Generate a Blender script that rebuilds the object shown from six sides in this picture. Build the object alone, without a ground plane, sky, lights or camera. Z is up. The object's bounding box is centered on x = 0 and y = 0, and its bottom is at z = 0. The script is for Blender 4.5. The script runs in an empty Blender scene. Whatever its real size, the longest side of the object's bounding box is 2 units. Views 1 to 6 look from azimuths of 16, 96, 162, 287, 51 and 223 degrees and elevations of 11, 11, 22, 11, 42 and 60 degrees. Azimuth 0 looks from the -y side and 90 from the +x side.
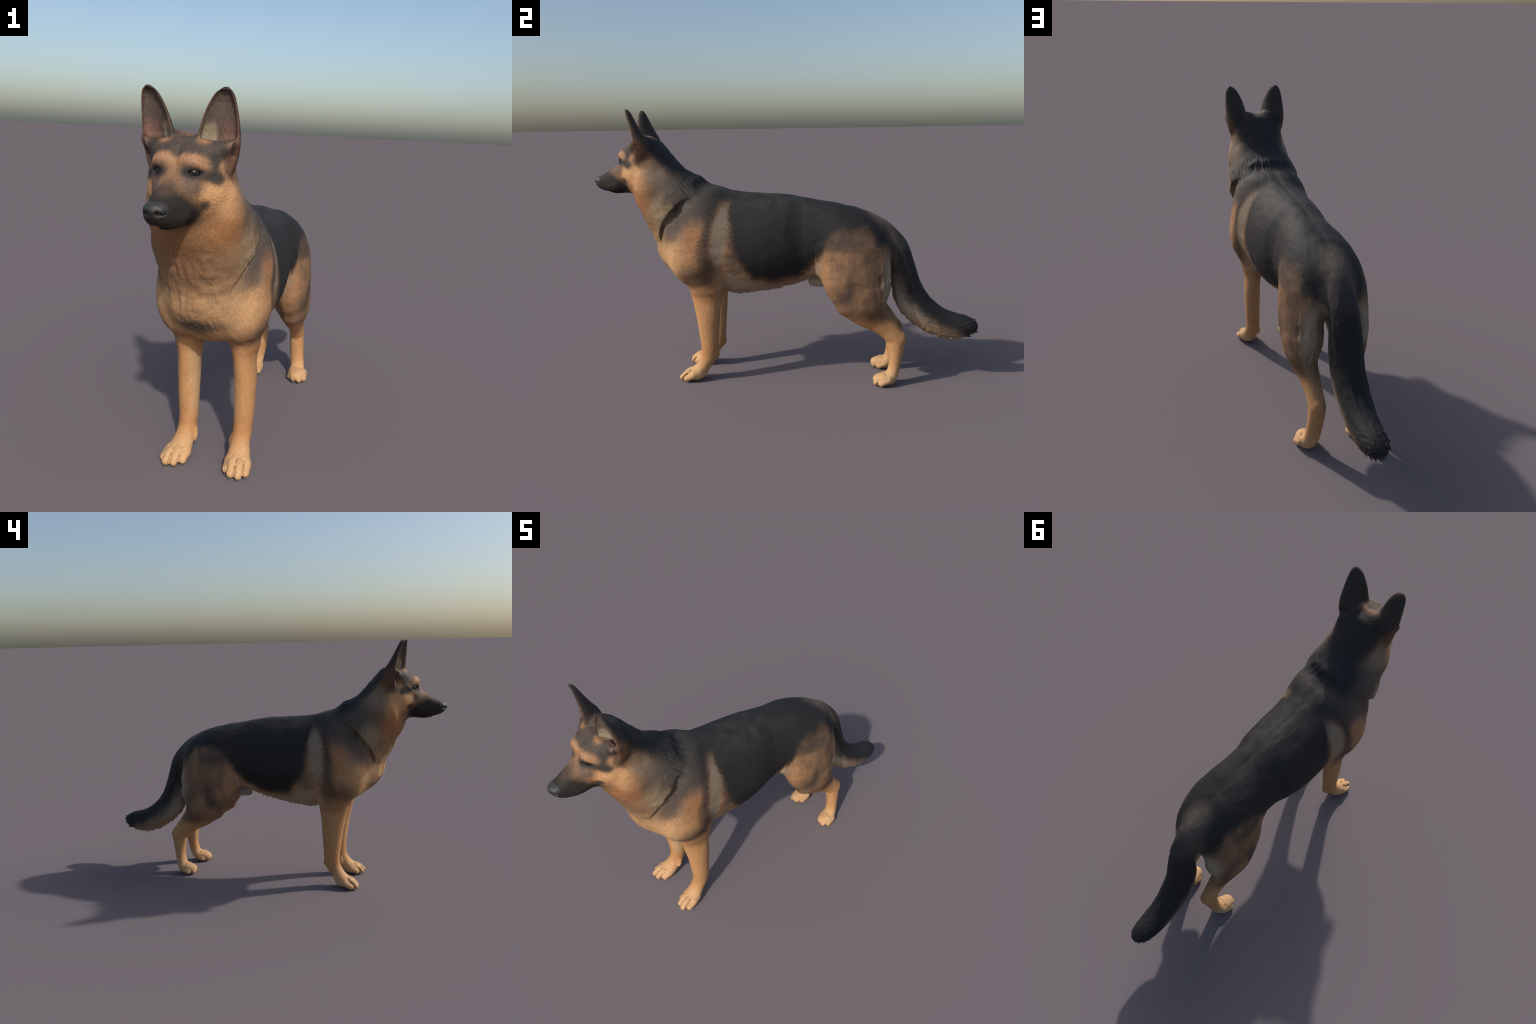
# A standing shepherd dog: one smooth body meshed from blended anatomical volumes
# (lofted trunk, neck and skull, tube limbs, shell ears, capsule toes), then split
# into named parts, with eyes, claws and tufts of fur as pieces of their own.
import bpy, math
import numpy as np

RNG = np.random.default_rng(7)
H = 0.0036                                     # cell size of the meshing grid (m)
DEBUG_GREY = False

# ------------------------------------------------------------------ grid
NX = int(0.285 / H)
Y0, Y1, Z0, Z1 = -1.02, 1.025, -0.016, 1.425
xs = (np.arange(NX) + 0.5) * H                 # right half, mirrored later
ys = np.arange(Y0, Y1, H)
zs = np.arange(Z0, Z1, H)
F = np.full((len(xs), len(ys), len(zs)), 0.06, np.float32)
LAB = np.zeros(F.shape, np.int8)
LABD = np.full(F.shape, 9.0, np.float32)

TORSO, NECK, HEAD, NOSE, EAR, FORELEG, FOREFOOT, HINDLEG, HINDFOOT, TAIL, SHEATH = range(1, 12)


def box(lo, hi, pad):
    sl = []
    for ax, l, h in zip((xs, ys, zs), lo, hi):
        a, b = np.searchsorted(ax, [l - pad, h + pad])
        sl.append(slice(max(a, 0), max(b, 1)))
    X, Y, Z = np.meshgrid(xs[sl[0]], ys[sl[1]], zs[sl[2]], indexing="ij", sparse=True)
    return tuple(sl), X.astype(np.float32), Y.astype(np.float32), Z.astype(np.float32)


def blend(sl, d, k, label=0, op="add"):
    bias = 0.007 if label == NOSE else 0.0          # a part may claim a little more of the skin
    f = F[sl]
    d = np.broadcast_to(d, f.shape).astype(np.float32)
    if op == "add":
        h = np.maximum(k - np.abs(f - d), 0) / k
        F[sl] = np.minimum(f, d) - h * h * k * 0.25
        if label:
            better = d - bias < LABD[sl]
            LAB[sl] = np.where(better, label, LAB[sl])
            LABD[sl] = np.minimum(LABD[sl], d - bias)
    else:
        h = np.maximum(k - np.abs(f + d), 0) / k
        F[sl] = np.maximum(f, -d) + h * h * k * 0.25


def pchip(xk, yk):
    """monotone cubic through the stations of a profile"""
    xk, yk = np.asarray(xk, float), np.asarray(yk, float)
    h, dl = np.diff(xk), np.diff(yk) / np.diff(xk)
    m = np.zeros(len(xk))
    for i in range(1, len(xk) - 1):
        if dl[i - 1] * dl[i] > 0:
            w1, w2 = 2 * h[i] + h[i - 1], h[i] + 2 * h[i - 1]
            m[i] = (w1 + w2) / (w1 / dl[i - 1] + w2 / dl[i])
    m[0], m[-1] = dl[0], dl[-1]

    def f(x):
        x = np.clip(x, xk[0], xk[-1])
        i = np.clip(np.searchsorted(xk, x, side="right") - 1, 0, len(xk) - 2)
        t = (x - xk[i]) / h[i]
        t2, t3 = t * t, t * t * t
        return ((2 * t3 - 3 * t2 + 1) * yk[i] + (t3 - 2 * t2 + t) * h[i] * m[i]
                + (3 * t2 - 2 * t3) * yk[i + 1] + (t3 - t2) * h[i] * m[i + 1])
    return f


def radial(u, v, a, b, n=2.0):
    """distance-like value of a superellipse with half axes a, b"""
    rho = np.sqrt(u * u + v * v) + 1e-6
    r = (np.abs(u / a) ** n + np.abs(v / b) ** n) ** (1.0 / n) + 1e-6
    return np.where(r < 0.05, -np.minimum(a, b), rho - rho / r)


def loft(origin, axis, up, stations, k, label, n_up=2.2, n_dn=2.2, cut=None):
    """stations: (s, top, bottom, half_width, height_of_widest); mirrored in x"""
    st = np.array(stations, float)
    st = st[np.argsort(st[:, 0])]
    o, a, w = (np.array(q, float) for q in (origin, axis, up))
    pts = [o + a * s + w * v for s, t, b, _, _ in st for v in (t, b)]
    lo, hi = np.min(pts, 0), np.max(pts, 0)
    hi[0] = st[:, 3].max()
    sl, X, Y, Z = box(lo, hi, 0.05)
    S = (Y - o[1]) * a[1] + (Z - o[2]) * a[2]
    V = (Y - o[1]) * w[1] + (Z - o[2]) * w[2]
    tab = np.linspace(st[0, 0], st[-1, 0], 2000)
    look = lambda c: np.interp(S, tab, pchip(st[:, 0], st[:, c])(tab)).astype(np.float32)
    top, bot, wid, mid = look(1), look(2), look(3), look(4)
    v = V - mid
    hh = np.maximum(np.where(v > 0, top - mid, mid - bot), 1e-3)
    wid = np.maximum(wid, 1e-3)
    dn = n_dn(S) if callable(n_dn) else n_dn
    un = n_up(S) if callable(n_up) else n_up
    d = np.where(v > 0, radial(X, v, wid, hh, un), radial(X, v, wid, hh, dn))
    ds = np.maximum(np.maximum(st[0, 0] - S, S - st[-1, 0]), 0)
    d = np.where(ds > 0, np.sqrt(np.maximum(d, 0) ** 2 + ds ** 2), d)
    if cut is not None:
        d = np.maximum(d, cut(S, V) - S)
    blend(sl, d, k, label)


def tube(points, k, label, n=2.0, op="add", sub=7, side=(1.0, 0.0, 0.0), n_aft=None):
    """points: (x, y, z, half_lateral, half_fore_aft) along a smooth spine"""
    P = np.array(points, float)
    t = np.concatenate([[0], np.cumsum(np.linalg.norm(np.diff(P[:, :3], axis=0), axis=1))])
    tt = np.linspace(0, t[-1], (len(P) - 1) * sub + 1)
    Q = np.stack([pchip(t, P[:, c])(tt) for c in range(5)], -1)
    pad = Q[:, 3:].max() + 0.03
    sl, X, Y, Z = box(Q[:, :3].min(0), Q[:, :3].max(0), pad)
    shape = F[sl].shape
    X, Y, Z = (np.broadcast_to(q, shape).reshape(-1) for q in (X, Y, Z))
    best = np.full(X.shape, 9.0, np.float32)
    side = np.array(side)
    for i in range(len(Q) - 1):
        p, q = Q[i, :3], Q[i + 1, :3]
        e = q - p
        L = np.linalg.norm(e)
        e = e / L
        lat = side - e * (side @ e)
        lat /= np.linalg.norm(lat)
        fore = np.cross(e, lat)
        dx, dy, dz = X - p[0], Y - p[1], Z - p[2]
        w = dx * e[0] + dy * e[1] + dz * e[2]
        h = np.clip(w / L, 0, 1)
        w = w - h * L
        if 0 < i < len(Q) - 2:
            ok = np.abs(w) < 0.07
        else:
            ok = np.ones(len(X), bool)
        idx = np.nonzero(ok)[0]
        u = (dx * lat[0] + dy * lat[1] + dz * lat[2])[idx]
        v = (dx * fore[0] + dy * fore[1] + dz * fore[2])[idx]
        w, h = w[idx], h[idx]
        a = Q[i, 3] + (Q[i + 1, 3] - Q[i, 3]) * h
        b = Q[i, 4] + (Q[i + 1, 4] - Q[i, 4]) * h
        rho = np.sqrt(u * u + v * v + w * w) + 1e-6
        c = np.minimum(a, b)
        nn = n if n_aft is None else np.where(v > 0, n, n_aft)
        r = np.sqrt((np.abs(u / a) ** nn + np.abs(v / b) ** nn) ** (2 / nn) + (w / c) ** 2) + 1e-6
        d = np.where(r < 0.05, -c, rho - rho / r)
        best[idx] = np.minimum(best[idx], d)
    blend(sl, best.reshape(shape), k, label, op)


def ball(c, r, k, label=0, op="add", rot=None):
    c, r = np.array(c, float), np.array(r, float) * np.ones(3)
    sl, X, Y, Z = box(c - r.max(), c + r.max(), 0.04)
    if F[sl].size == 0:
        return
    p = [X - c[0], Y - c[1], Z - c[2]]
    if rot is not None:
        p = [p[0] * rot[i][0] + p[1] * rot[i][1] + p[2] * rot[i][2] for i in range(3)]
    rho = np.sqrt(p[0] ** 2 + p[1] ** 2 + p[2] ** 2) + 1e-6
    q = np.sqrt((p[0] / r[0]) ** 2 + (p[1] / r[1]) ** 2 + (p[2] / r[2]) ** 2) + 1e-6
    d = np.where(q < 0.05, -r.min(), rho - rho / q)
    blend(sl, d, k, label, op)


def frame(forward, up=(0, 0, 1)):
    f = np.array(forward, float)
    f /= np.linalg.norm(f)
    s = np.cross(f, up)
    s /= np.linalg.norm(s)
    return [s, f, np.cross(s, f)]


# ------------------------------------------------------------------ trunk
Y_AX, Z_AX = (0, 1, 0), (0, 0, 1)
loft((0, 0, 0), Y_AX, Z_AX, [
    (-0.674, 0.72, 0.675, 0.020, 0.69),
    (-0.664, 0.76, 0.652, 0.056, 0.70),
    (-0.644, 0.80, 0.622, 0.098, 0.70),
    (-0.615, 0.86, 0.590, 0.128, 0.70),
    (-0.575, 0.92, 0.555, 0.155, 0.70),
    (-0.530, 0.97, 0.525, 0.172, 0.70),
    (-0.460, 1.00, 0.502, 0.186, 0.70),
    (-0.390, 1.006, 0.482, 0.193, 0.70),
    (-0.310, 0.997, 0.458, 0.192, 0.70),
    (-0.245, 0.984, 0.446, 0.189, 0.70),
    (-0.180, 0.979, 0.455, 0.187, 0.70),
    (-0.090, 0.975, 0.470, 0.183, 0.70),
    (0.000, 0.971, 0.490, 0.172, 0.71),
    (0.100, 0.956, 0.522, 0.148, 0.725),
    (0.160, 0.943, 0.545, 0.149, 0.73),
    (0.280, 0.922, 0.575, 0.153, 0.75),
    (0.414, 0.882, 0.590, 0.127, 0.73),
    (0.490, 0.826, 0.620, 0.100, 0.72),
    (0.530, 0.775, 0.650, 0.066, 0.71),
    (0.550, 0.735, 0.690, 0.025, 0.71)], 0.03, TORSO,
    lambda s: np.interp(s, [0.05, 0.25], [2.05, 2.35]),
    lambda s: np.interp(s, [-0.45, -0.30, -0.15, 0.15, 0.35], [2.05, 1.65, 1.85, 1.80, 2.1]))
# shoulder blade, withers and upper arm
ball((0.094, -0.405, 0.79), (0.101, 0.130, 0.190), 0.05, TORSO)
ball((0.088, -0.470, 0.885), (0.084, 0.095, 0.115), 0.05, TORSO)
ball((0.045, -0.390, 0.965), (0.075, 0.080, 0.045), 0.05, TORSO)
ball((0.122, -0.446, 0.630), (0.084, 0.100, 0.118), 0.05, TORSO)
ball((0.126, -0.505, 0.695), (0.072, 0.072, 0.145), 0.05, TORSO)          # point of the shoulder
ball((0.115, -0.550, 0.800), (0.058, 0.058, 0.090), 0.04, TORSO)
# sheath under the belly
tube([(0.0, 0.235, 0.535, 0.026, 0.030), (0.0, 0.19, 0.515, 0.026, 0.030), (0.0, 0.145, 0.512, 0.022, 0.022)], 0.02, SHEATH)

# ------------------------------------------------------------------ limbs
tube([(0.112, -0.410, 0.60, 0.063, 0.098),
      (0.113, -0.400, 0.50, 0.053, 0.087),
      (0.112, -0.400, 0.46, 0.045, 0.080),
      (0.113, -0.399, 0.41, 0.0405, 0.070),
      (0.116, -0.395, 0.34, 0.0415, 0.060),
      (0.116, -0.393, 0.26, 0.040, 0.052),
      (0.115, -0.391, 0.18, 0.0375, 0.0445),
      (0.114, -0.396, 0.135, 0.036, 0.042),
      (0.114, -0.415, 0.095, 0.0365, 0.036),
      (0.118, -0.442, 0.058, 0.043, 0.036),
      (0.121, -0.468, 0.038, 0.047, 0.034)], 0.03, FORELEG)
ball((0.112, -0.362, 0.138), (0.016, 0.017, 0.016), 0.02, FORELEG)      # carpal pad
tube([(0.078, -0.405, 0.105, 0.008, 0.010), (0.074, -0.412, 0.084, 0.0075, 0.009), (0.073, -0.416, 0.066, 0.0035, 0.0045)], 0.012, FORELEG)  # dewclaw

tube([(0.078, 0.382, 0.745, 0.064, 0.112),
      (0.094, 0.366, 0.69, 0.081, 0.146),
      (0.104, 0.364, 0.60, 0.083, 0.171),
      (0.109, 0.377, 0.51, 0.079, 0.155),
      (0.116, 0.391, 0.435, 0.064, 0.117)], 0.09, HINDLEG, n=2.15, n_aft=1.65)
ball((0.092, 0.484, 0.51), (0.038, 0.038, 0.09), 0.04, HINDLEG)           # hamstrings
tube([(0.116, 0.386, 0.45, 0.058, 0.120),
      (0.114, 0.424, 0.393, 0.054, 0.092),
      (0.105, 0.484, 0.337, 0.043, 0.065),
      (0.100, 0.543, 0.278, 0.036, 0.050),
      (0.098, 0.574, 0.228, 0.036, 0.045),
      (0.101, 0.573, 0.170, 0.0355, 0.0365),
      (0.107, 0.568, 0.110, 0.0345, 0.030),
      (0.114, 0.557, 0.060, 0.036, 0.031),
      (0.118, 0.540, 0.036, 0.040, 0.033)], 0.035, HINDLEG)
ball((0.099, 0.600, 0.245), (0.020, 0.020, 0.026), 0.02, HINDLEG)         # point of hock


CLAWS = []


def paw(cx, heel_y, tip_y, label, spread, turn, scale):
    """four knuckled toes and the pad behind them"""
    ca, sa = math.cos(turn), math.sin(turn)
    py = heel_y

    def place(u, w, z):
        return (cx + u * ca - w * sa, py + u * sa * 0 + w * 1.0, z)
    length = tip_y - heel_y
    ball(place(0, length * 0.36, 0.032), (0.046 * scale, 0.056, 0.031), 0.016, label)
    for u, short, r in ((-0.0375, 0.028, 0.0150), (-0.0145, 0.004, 0.0172), (0.0145, 0.0, 0.0172), (0.0365, 0.025, 0.0156)):
        u *= spread
        base = place(u * 0.80, length * 0.38, 0.046)
        knee = place(u * 1.0, length + 0.056 + short, 0.045 if short < 0.01 else 0.039)
        tip = place(u * 1.06, length + 0.019 + short, 0.0185)
        CLAWS.append((tip[0], tip[1] - r * 0.80, 0.010, u * 0.04 + 0.001))
        tube([(*base, r * 0.80, r * 0.80), (*knee, r * 1.0, r * 1.02), (*tip, r * 0.97, r * 0.97)], 0.009, label, sub=5)
    for u in (-0.0265, 0.0, 0.0265):                # clefts between the toes
        u *= spread
        back = 0.010 if u == 0 else 0.022
        tube([(*place(u * 0.85, length + 0.066, 0.064), 0.0010, 0.0010), (*place(u, length + 0.040 + back, 0.050), 0.0028, 0.005),
              (*place(u * 1.08, length + 0.012 + back, 0.030), 0.0028, 0.005), (*place(u * 1.1, length + back, 0.012), 0.003, 0.005)], 0.007, 0, op="cut", sub=5)


paw(0.120, -0.425, -0.554, FOREFOOT, 1.0, 0.10, 1.0)
paw(0.121, 0.545, 0.457, HINDFOOT, 0.92, 0.10, 0.90)

# ------------------------------------------------------------------ tail
tube([(0.0, 0.34, 0.850, 0.070, 0.046),
      (0.0, 0.44, 0.815, 0.066, 0.054),
      (0.0, 0.51, 0.765, 0.062, 0.060),
      (0.0, 0.574, 0.688, 0.061, 0.061),
      (0.0, 0.604, 0.600, 0.066, 0.060),
      (0.0, 0.621, 0.510, 0.070, 0.071),
      (0.0, 0.666, 0.411, 0.070, 0.080),
      (0.0, 0.745, 0.336, 0.066, 0.075),
      (0.0, 0.820, 0.297, 0.061, 0.072),
      (0.0, 0.890, 0.284, 0.057, 0.064),
      (0.0, 0.930, 0.285, 0.051, 0.050),
      (0.0, 0.956, 0.287, 0.040, 0.036),
      (0.0, 0.972, 0.288, 0.030, 0.024)], 0.03, TAIL, sub=9)

# ------------------------------------------------------------------ neck and head
NECK_O, NECK_A, NECK_U = (0, -0.5355, 0.860), (0, -0.756, 0.654), (0, 0.654, 0.756)
loft(NECK_O, NECK_A, NECK_U, [
    (-0.06, 0.200, -0.204, 0.160, 0.00),
    (0.000, 0.216, -0.199, 0.180, 0.01),
    (0.050, 0.218, -0.177, 0.188, 0.02),
    (0.100, 0.203, -0.159, 0.183, 0.02),
    (0.150, 0.196, -0.136, 0.169, 0.03),
    (0.210, 0.201, -0.114, 0.158, 0.04),
    (0.280, 0.212, -0.072, 0.140, 0.06),
    (0.330, 0.214, -0.045, 0.130, 0.07),
    (0.390, 0.186, -0.010, 0.105, 0.08)], 0.025, NECK, 1.95, 2.0,
    cut=lambda S, V: 0.046 - np.where(V > 0, 0.058, 0.095) * np.abs(V / 0.2) ** 2.5)

loft((0, 0, 0), Y_AX, Z_AX, [
    (-1.000, 1.050, 1.036, 0.006, 1.043),
    (-0.995, 1.059, 1.026, 0.018, 1.042),
    (-0.985, 1.062, 1.014, 0.028, 1.038),
    (-0.965, 1.071, 0.998, 0.040, 1.029),
    (-0.940, 1.084, 0.985, 0.044, 1.024),
    (-0.910, 1.103, 0.978, 0.050, 1.024),
    (-0.880, 1.121, 0.975, 0.057, 1.032),
    (-0.862, 1.134, 0.976, 0.064, 1.055),
    (-0.845, 1.158, 0.978, 0.072, 1.080),
    (-0.830, 1.189, 0.980, 0.077, 1.090),
    (-0.800, 1.228, 0.980, 0.093, 1.100),
    (-0.770, 1.250, 0.978, 0.110, 1.100),
    (-0.740, 1.250, 0.975, 0.126, 1.100),
    (-0.700, 1.252, 0.970, 0.134, 1.100),
    (-0.660, 1.248, 0.975, 0.130, 1.100),
    (-0.620, 1.208, 0.990, 0.105, 1.100),
    (-0.590, 1.165, 1.040, 0.055, 1.100)], 0.025, HEAD, 2.9, 2.1)
tube([(-0.016, -0.974, 1.0445, 0.0190, 0.0190), (0.0, -0.977, 1.0455, 0.0200, 0.0190), (0.016, -0.974, 1.0445, 0.0190, 0.0190)], 0.012, NOSE, side=(0, 0, 1))
ball((0.044, -0.820, 1.177), (0.034, 0.030, 0.027), 0.05, HEAD)            # brow
ball((0.122, -0.685, 1.020), (0.034, 0.055, 0.065), 0.04, HEAD)            # ruff below the ear
ball((0.080, -0.762, 1.080), (0.027, 0.042, 0.034), 0.04, HEAD)
ball((0.078, -0.758, 1.208), (0.030, 0.032, 0.030), 0.03, HEAD)            # temple below the ear            # cheek
ball((0.052, -0.715, 1.243), (0.032, 0.040, 0.027), 0.03, HEAD)           # muscle at the root of the ear
# ears: half-elliptic shells open to the front
EARZ = [1.130, 1.170, 1.215, 1.255, 1.285, 1.325, 1.360, 1.380, 1.392, 1.4035]
ear_in = pchip(EARZ, [0.080, 0.060, 0.048, 0.041, 0.048, 0.061, 0.078, 0.091, 0.103, 0.122])
ear_out = pchip(EARZ, [0.126, 0.148, 0.158, 0.163, 0.163, 0.161, 0.157, 0.153, 0.147, 0.135])
ear_fi = pchip(EARZ, [-0.735, -0.750, -0.766, -0.772, -0.772, -0.773, -0.774, -0.775, -0.775, -0.774])
ear_fo = pchip(EARZ, [-0.720, -0.728, -0.728, -0.732, -0.738, -0.747, -0.758, -0.765, -0.769, -0.773])
ear_b = pchip(EARZ, [0.030, 0.066, 0.078, 0.070, 0.055, 0.038, 0.028, 0.023, 0.018, 0.010])
sl, X, Y, Z = box((0.03, -0.80, 1.12), (0.18, -0.63, 1.405), 0.02)
zi = np.clip(Z, EARZ[0], EARZ[-1])
xi, xo = ear_in(zi), ear_out(zi)
xc, a = (xi + xo) / 2, (xo - xi) / 2
m = np.clip((X - xi) / np.maximum(xo - xi, 0.01), -0.3, 1.3)
yf = ear_fi(zi) + (ear_fo(zi) - ear_fi(zi)) * m
v = (Y - yf) / (1 + 0.0 * X)
b = ear_b(zi)
d_out = radial(X - xc, v, a, b, 2.1)
dz = np.maximum(Z - EARZ[-1], EARZ[0] - Z)
d_out = np.maximum(d_out, dz)
d_in = radial(X - xc, v, np.maximum(a - 0.008, 0.002), np.maximum(b - np.interp(Z, [1.25, 1.32, 1.36], [0.038, 0.021, 0.0105]), 0.002), 2.1)
d_in = np.where((b < 0.0175) | (a < 0.016), 0.01, d_in)
floor = 1.242 - 0.015 * (m - 0.5) - 0.25 * np.clip(v - 0.03, 0, 0.05)   # cavity floor, deeper at the back
d_in = np.maximum(d_in, np.maximum(floor - Z, Z - 1.396))
shell = np.maximum(np.maximum(d_out, -v - 0.003), -d_in)
lower = np.maximum(d_out, -v - 0.003)
blend(sl, np.where(Z < 1.24, np.maximum(shell, -d_in), shell), 0.012, EAR)
blend(sl, np.maximum(d_in, -v - 0.03), 0.004, op="cut")
tube([(0.094, -0.754, 1.214, 0.016, 0.018), (0.128, -0.746, 1.224, 0.014, 0.016), (0.153, -0.740, 1.237, 0.008, 0.012)], 0.022, EAR)  # fold closing the cup below
tube([(0.153, -0.752, 1.238, 0.003, 0.010), (0.148, -0.749, 1.220, 0.0050, 0.014), (0.145, -0.738, 1.198, 0.0050, 0.012)], 0.006, 0, op="cut")   # slit of the outer fold
ball((0.108, -0.726, 1.238), (0.020, 0.007, 0.016), 0.006, op="cut")                # mouth of the ear canal

# eye sockets, nostrils, mouth line
EYE_C, EYE_R = np.array([0.0520, -0.8205, 1.1470]), 0.0200
EYE_F = np.array([0.60, -0.80, 0.02])
EYE_F = EYE_F / np.linalg.norm(EYE_F)
ball(EYE_C + EYE_F * 0.040 + np.array([0, 0, -0.004]), (0.030, 0.020, 0.021), 0.020, op="cut", rot=frame(EYE_F))
ball(EYE_C + EYE_F * 0.021, (0.0225, 0.018, 0.0074), 0.005, op="cut", rot=frame(EYE_F, (0.10, 0.0, 1.0)))
ball((0.0165, -0.993, 1.037), (0.0080, 0.011, 0.0060), 0.004, op="cut")
tube([(0.018, -0.994, 1.035, 0.003, 0.003), (0.032, -0.976, 1.036, 0.003, 0.003)], 0.005, 0, op="cut")
tube([(0.0, -1.000, 1.034, 0.002, 0.002), (0.0, -0.990, 1.016, 0.002, 0.002), (0.0, -0.978, 1.004, 0.002, 0.002)], 0.005, 0, op="cut")
# the lips: an upper lip that overhangs a narrower lower jaw
mouth = pchip([-0.985, -0.960, -0.930, -0.900, -0.870, -0.840, -0.808], [1.006, 0.998, 0.990, 0.988, 0.992, 1.001, 1.014])
sl, X, Y, Z = box((0, -0.985, 0.96), (0.09, -0.808, 1.03), 0.0)
fade = np.clip((-0.808 - Y) / 0.025, 0, 1)
zm = mouth(np.clip(Y, -0.985, -0.808))
F[sl] = F[sl] + (0.0035 * fade * np.clip((zm - Z) / 0.006, 0, 1) * np.clip((Z - zm + 0.03) / 0.02, 0, 1)).astype(np.float32)
blend(sl, np.maximum(np.abs(Z - zm) - 0.0034 * fade, -(F[sl].copy() + 0.0085)), 0.004, op="cut")

# the coat stands a little proud of the limbs and trunk
thick = 0.0008 * np.clip((0.75 + ys) / 0.08, 0, 1)[None, :, None] * np.clip((zs - 0.06) / 0.06, 0, 1)[None, None, :]
F -= thick.astype(np.float32)
# soles are flat on the ground
below = np.clip(np.searchsorted(zs, 0.03), 1, None)
F[:, :, :below] = np.maximum(F[:, :, :below], (0.0006 - zs[:below])[None, None, :])


# ------------------------------------------------------------------ meshing (surface nets on the mirrored field)
def surface_nets(half):
    f = np.concatenate([half[::-1], half], 0)
    s = f < 0
    n = np.array(f.shape)
    c = s[:-1, :-1, :-1].astype(np.int8)
    tot = np.zeros_like(c)
    for i in (0, 1):
        for j in (0, 1):
            for l in (0, 1):
                tot += s[i:n[0] - 1 + i, j:n[1] - 1 + j, l:n[2] - 1 + l]
    cell = np.argwhere((tot > 0) & (tot < 8))
    ids = np.full(n - 1, -1, np.int32)
    ids[cell[:, 0], cell[:, 1], cell[:, 2]] = np.arange(len(cell))
    corner = {}
    for i in (0, 1):
        for j in (0, 1):
            for l in (0, 1):
                corner[i, j, l] = f[cell[:, 0] + i, cell[:, 1] + j, cell[:, 2] + l]
    acc, cnt = np.zeros((len(cell), 3)), np.zeros(len(cell))
    for p in corner:
        for ax in range(3):
            if p[ax] == 0:
                q = list(p); q[ax] = 1; q = tuple(q)
                va, vb = corner[p], corner[q]
                cross = (va < 0) != (vb < 0)
                t = np.where(cross, va / np.where(cross, va - vb, 1), 0)
                pos = np.tile(np.array(p, float), (len(cell), 1))
                pos[:, ax] = t
                acc += pos * cross[:, None]
                cnt += cross
    v = cell + acc / cnt[:, None]
    quads = []
    for ax in range(3):
        b1, b2 = (ax + 1) % 3, (ax + 2) % 3
        lo = [slice(1, -1)] * 3
        lo[ax] = slice(0, n[ax] - 1)
        hi = list(lo); hi[ax] = slice(1, n[ax])
        sa, sb = s[tuple(lo)], s[tuple(hi)]
        e = np.argwhere(sa != sb)
        off = np.array([1, 1, 1]); off[ax] = 0
        e = e + off
        flip = s[e[:, 0], e[:, 1], e[:, 2]]
        g = []
        for d1, d2 in ((-1, -1), (0, -1), (0, 0), (-1, 0)):
            q = e.copy(); q[:, b1] += d1; q[:, b2] += d2
            g.append(ids[q[:, 0], q[:, 1], q[:, 2]])
        g = np.stack(g, -1)
        g[~flip] = g[~flip][:, ::-1]
        quads.append(g)
    quads = np.concatenate(quads)
    world = np.empty_like(v)
    world[:, 0] = (v[:, 0] - half.shape[0] + 0.5) * H
    world[:, 1] = ys[0] + v[:, 1] * H
    world[:, 2] = zs[0] + v[:, 2] * H
    return world, quads


V, Q = surface_nets(F)


def edges_of(q):
    e = np.concatenate([q[:, [0, 1]], q[:, [1, 2]], q[:, [2, 3]], q[:, [3, 0]]])
    e.sort(1)
    return np.unique(e, axis=0)


EDG = edges_of(Q)


def relax(v, w):
    s = np.zeros_like(v)
    deg = np.bincount(EDG.ravel(), minlength=len(v))
    for c in range(3):
        s[:, c] = np.bincount(EDG[:, 0], v[EDG[:, 1], c], len(v)) + np.bincount(EDG[:, 1], v[EDG[:, 0], c], len(v))
    return v + w * (s / deg[:, None] - v)


for _ in range(3):
    V = relax(V, 0.5)
    V = relax(V, -0.52)


def normals(v):
    a, b = v[Q[:, 2]] - v[Q[:, 0]], v[Q[:, 3]] - v[Q[:, 1]]
    fn = np.cross(a, b)
    n = np.zeros_like(v)
    for j in range(4):
        for c in range(3):
            n[:, c] += np.bincount(Q[:, j], fn[:, c], len(v))
    return n / (np.linalg.norm(n, axis=1, keepdims=True) + 1e-12)


# keep only the connected body (drop stray bubbles)
def components(nv, e):
    lab = np.arange(nv)
    while True:
        m = np.minimum(lab[e[:, 0]], lab[e[:, 1]])
        new = lab.copy()
        np.minimum.at(new, e[:, 0], m)
        np.minimum.at(new, e[:, 1], m)
        new = new[new]
        if (new == lab).all():
            return lab
        lab = new


comp = components(len(V), EDG)
main = np.bincount(comp).argmax()
if (comp != main).any():
    keep = comp == main
    Q = Q[keep[Q[:, 0]]]
    remap = np.cumsum(keep) - 1
    V, Q = V[keep], remap[Q]
    EDG = edges_of(Q)

# ------------------------------------------------------------------ relief of the coat
def vnoise(p, seed=0):
    """smooth value noise in [-1, 1] on an integer lattice"""
    i = np.floor(p).astype(np.int64)
    f = p - i
    f = f * f * f * (f * (f * 6 - 15) + 10)
    out = np.zeros(len(p))
    for a in (0, 1):
        for b in (0, 1):
            for c in (0, 1):
                h = (i[:, 0] + a) * 374761393 + (i[:, 1] + b) * 668265263 + (i[:, 2] + c) * 2147483647 + seed * 1274126177
                h = (h ^ (h >> 13)) * 1274126177
                h = (h ^ (h >> 16)) & 0xFFFF
                w = (f[:, 0] if a else 1 - f[:, 0]) * (f[:, 1] if b else 1 - f[:, 1]) * (f[:, 2] if c else 1 - f[:, 2])
                out += w * (h / 32767.5 - 1)
    return out


def ridged(p, seed=0):
    return 1 - 2 * np.abs(vnoise(p, seed))


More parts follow.
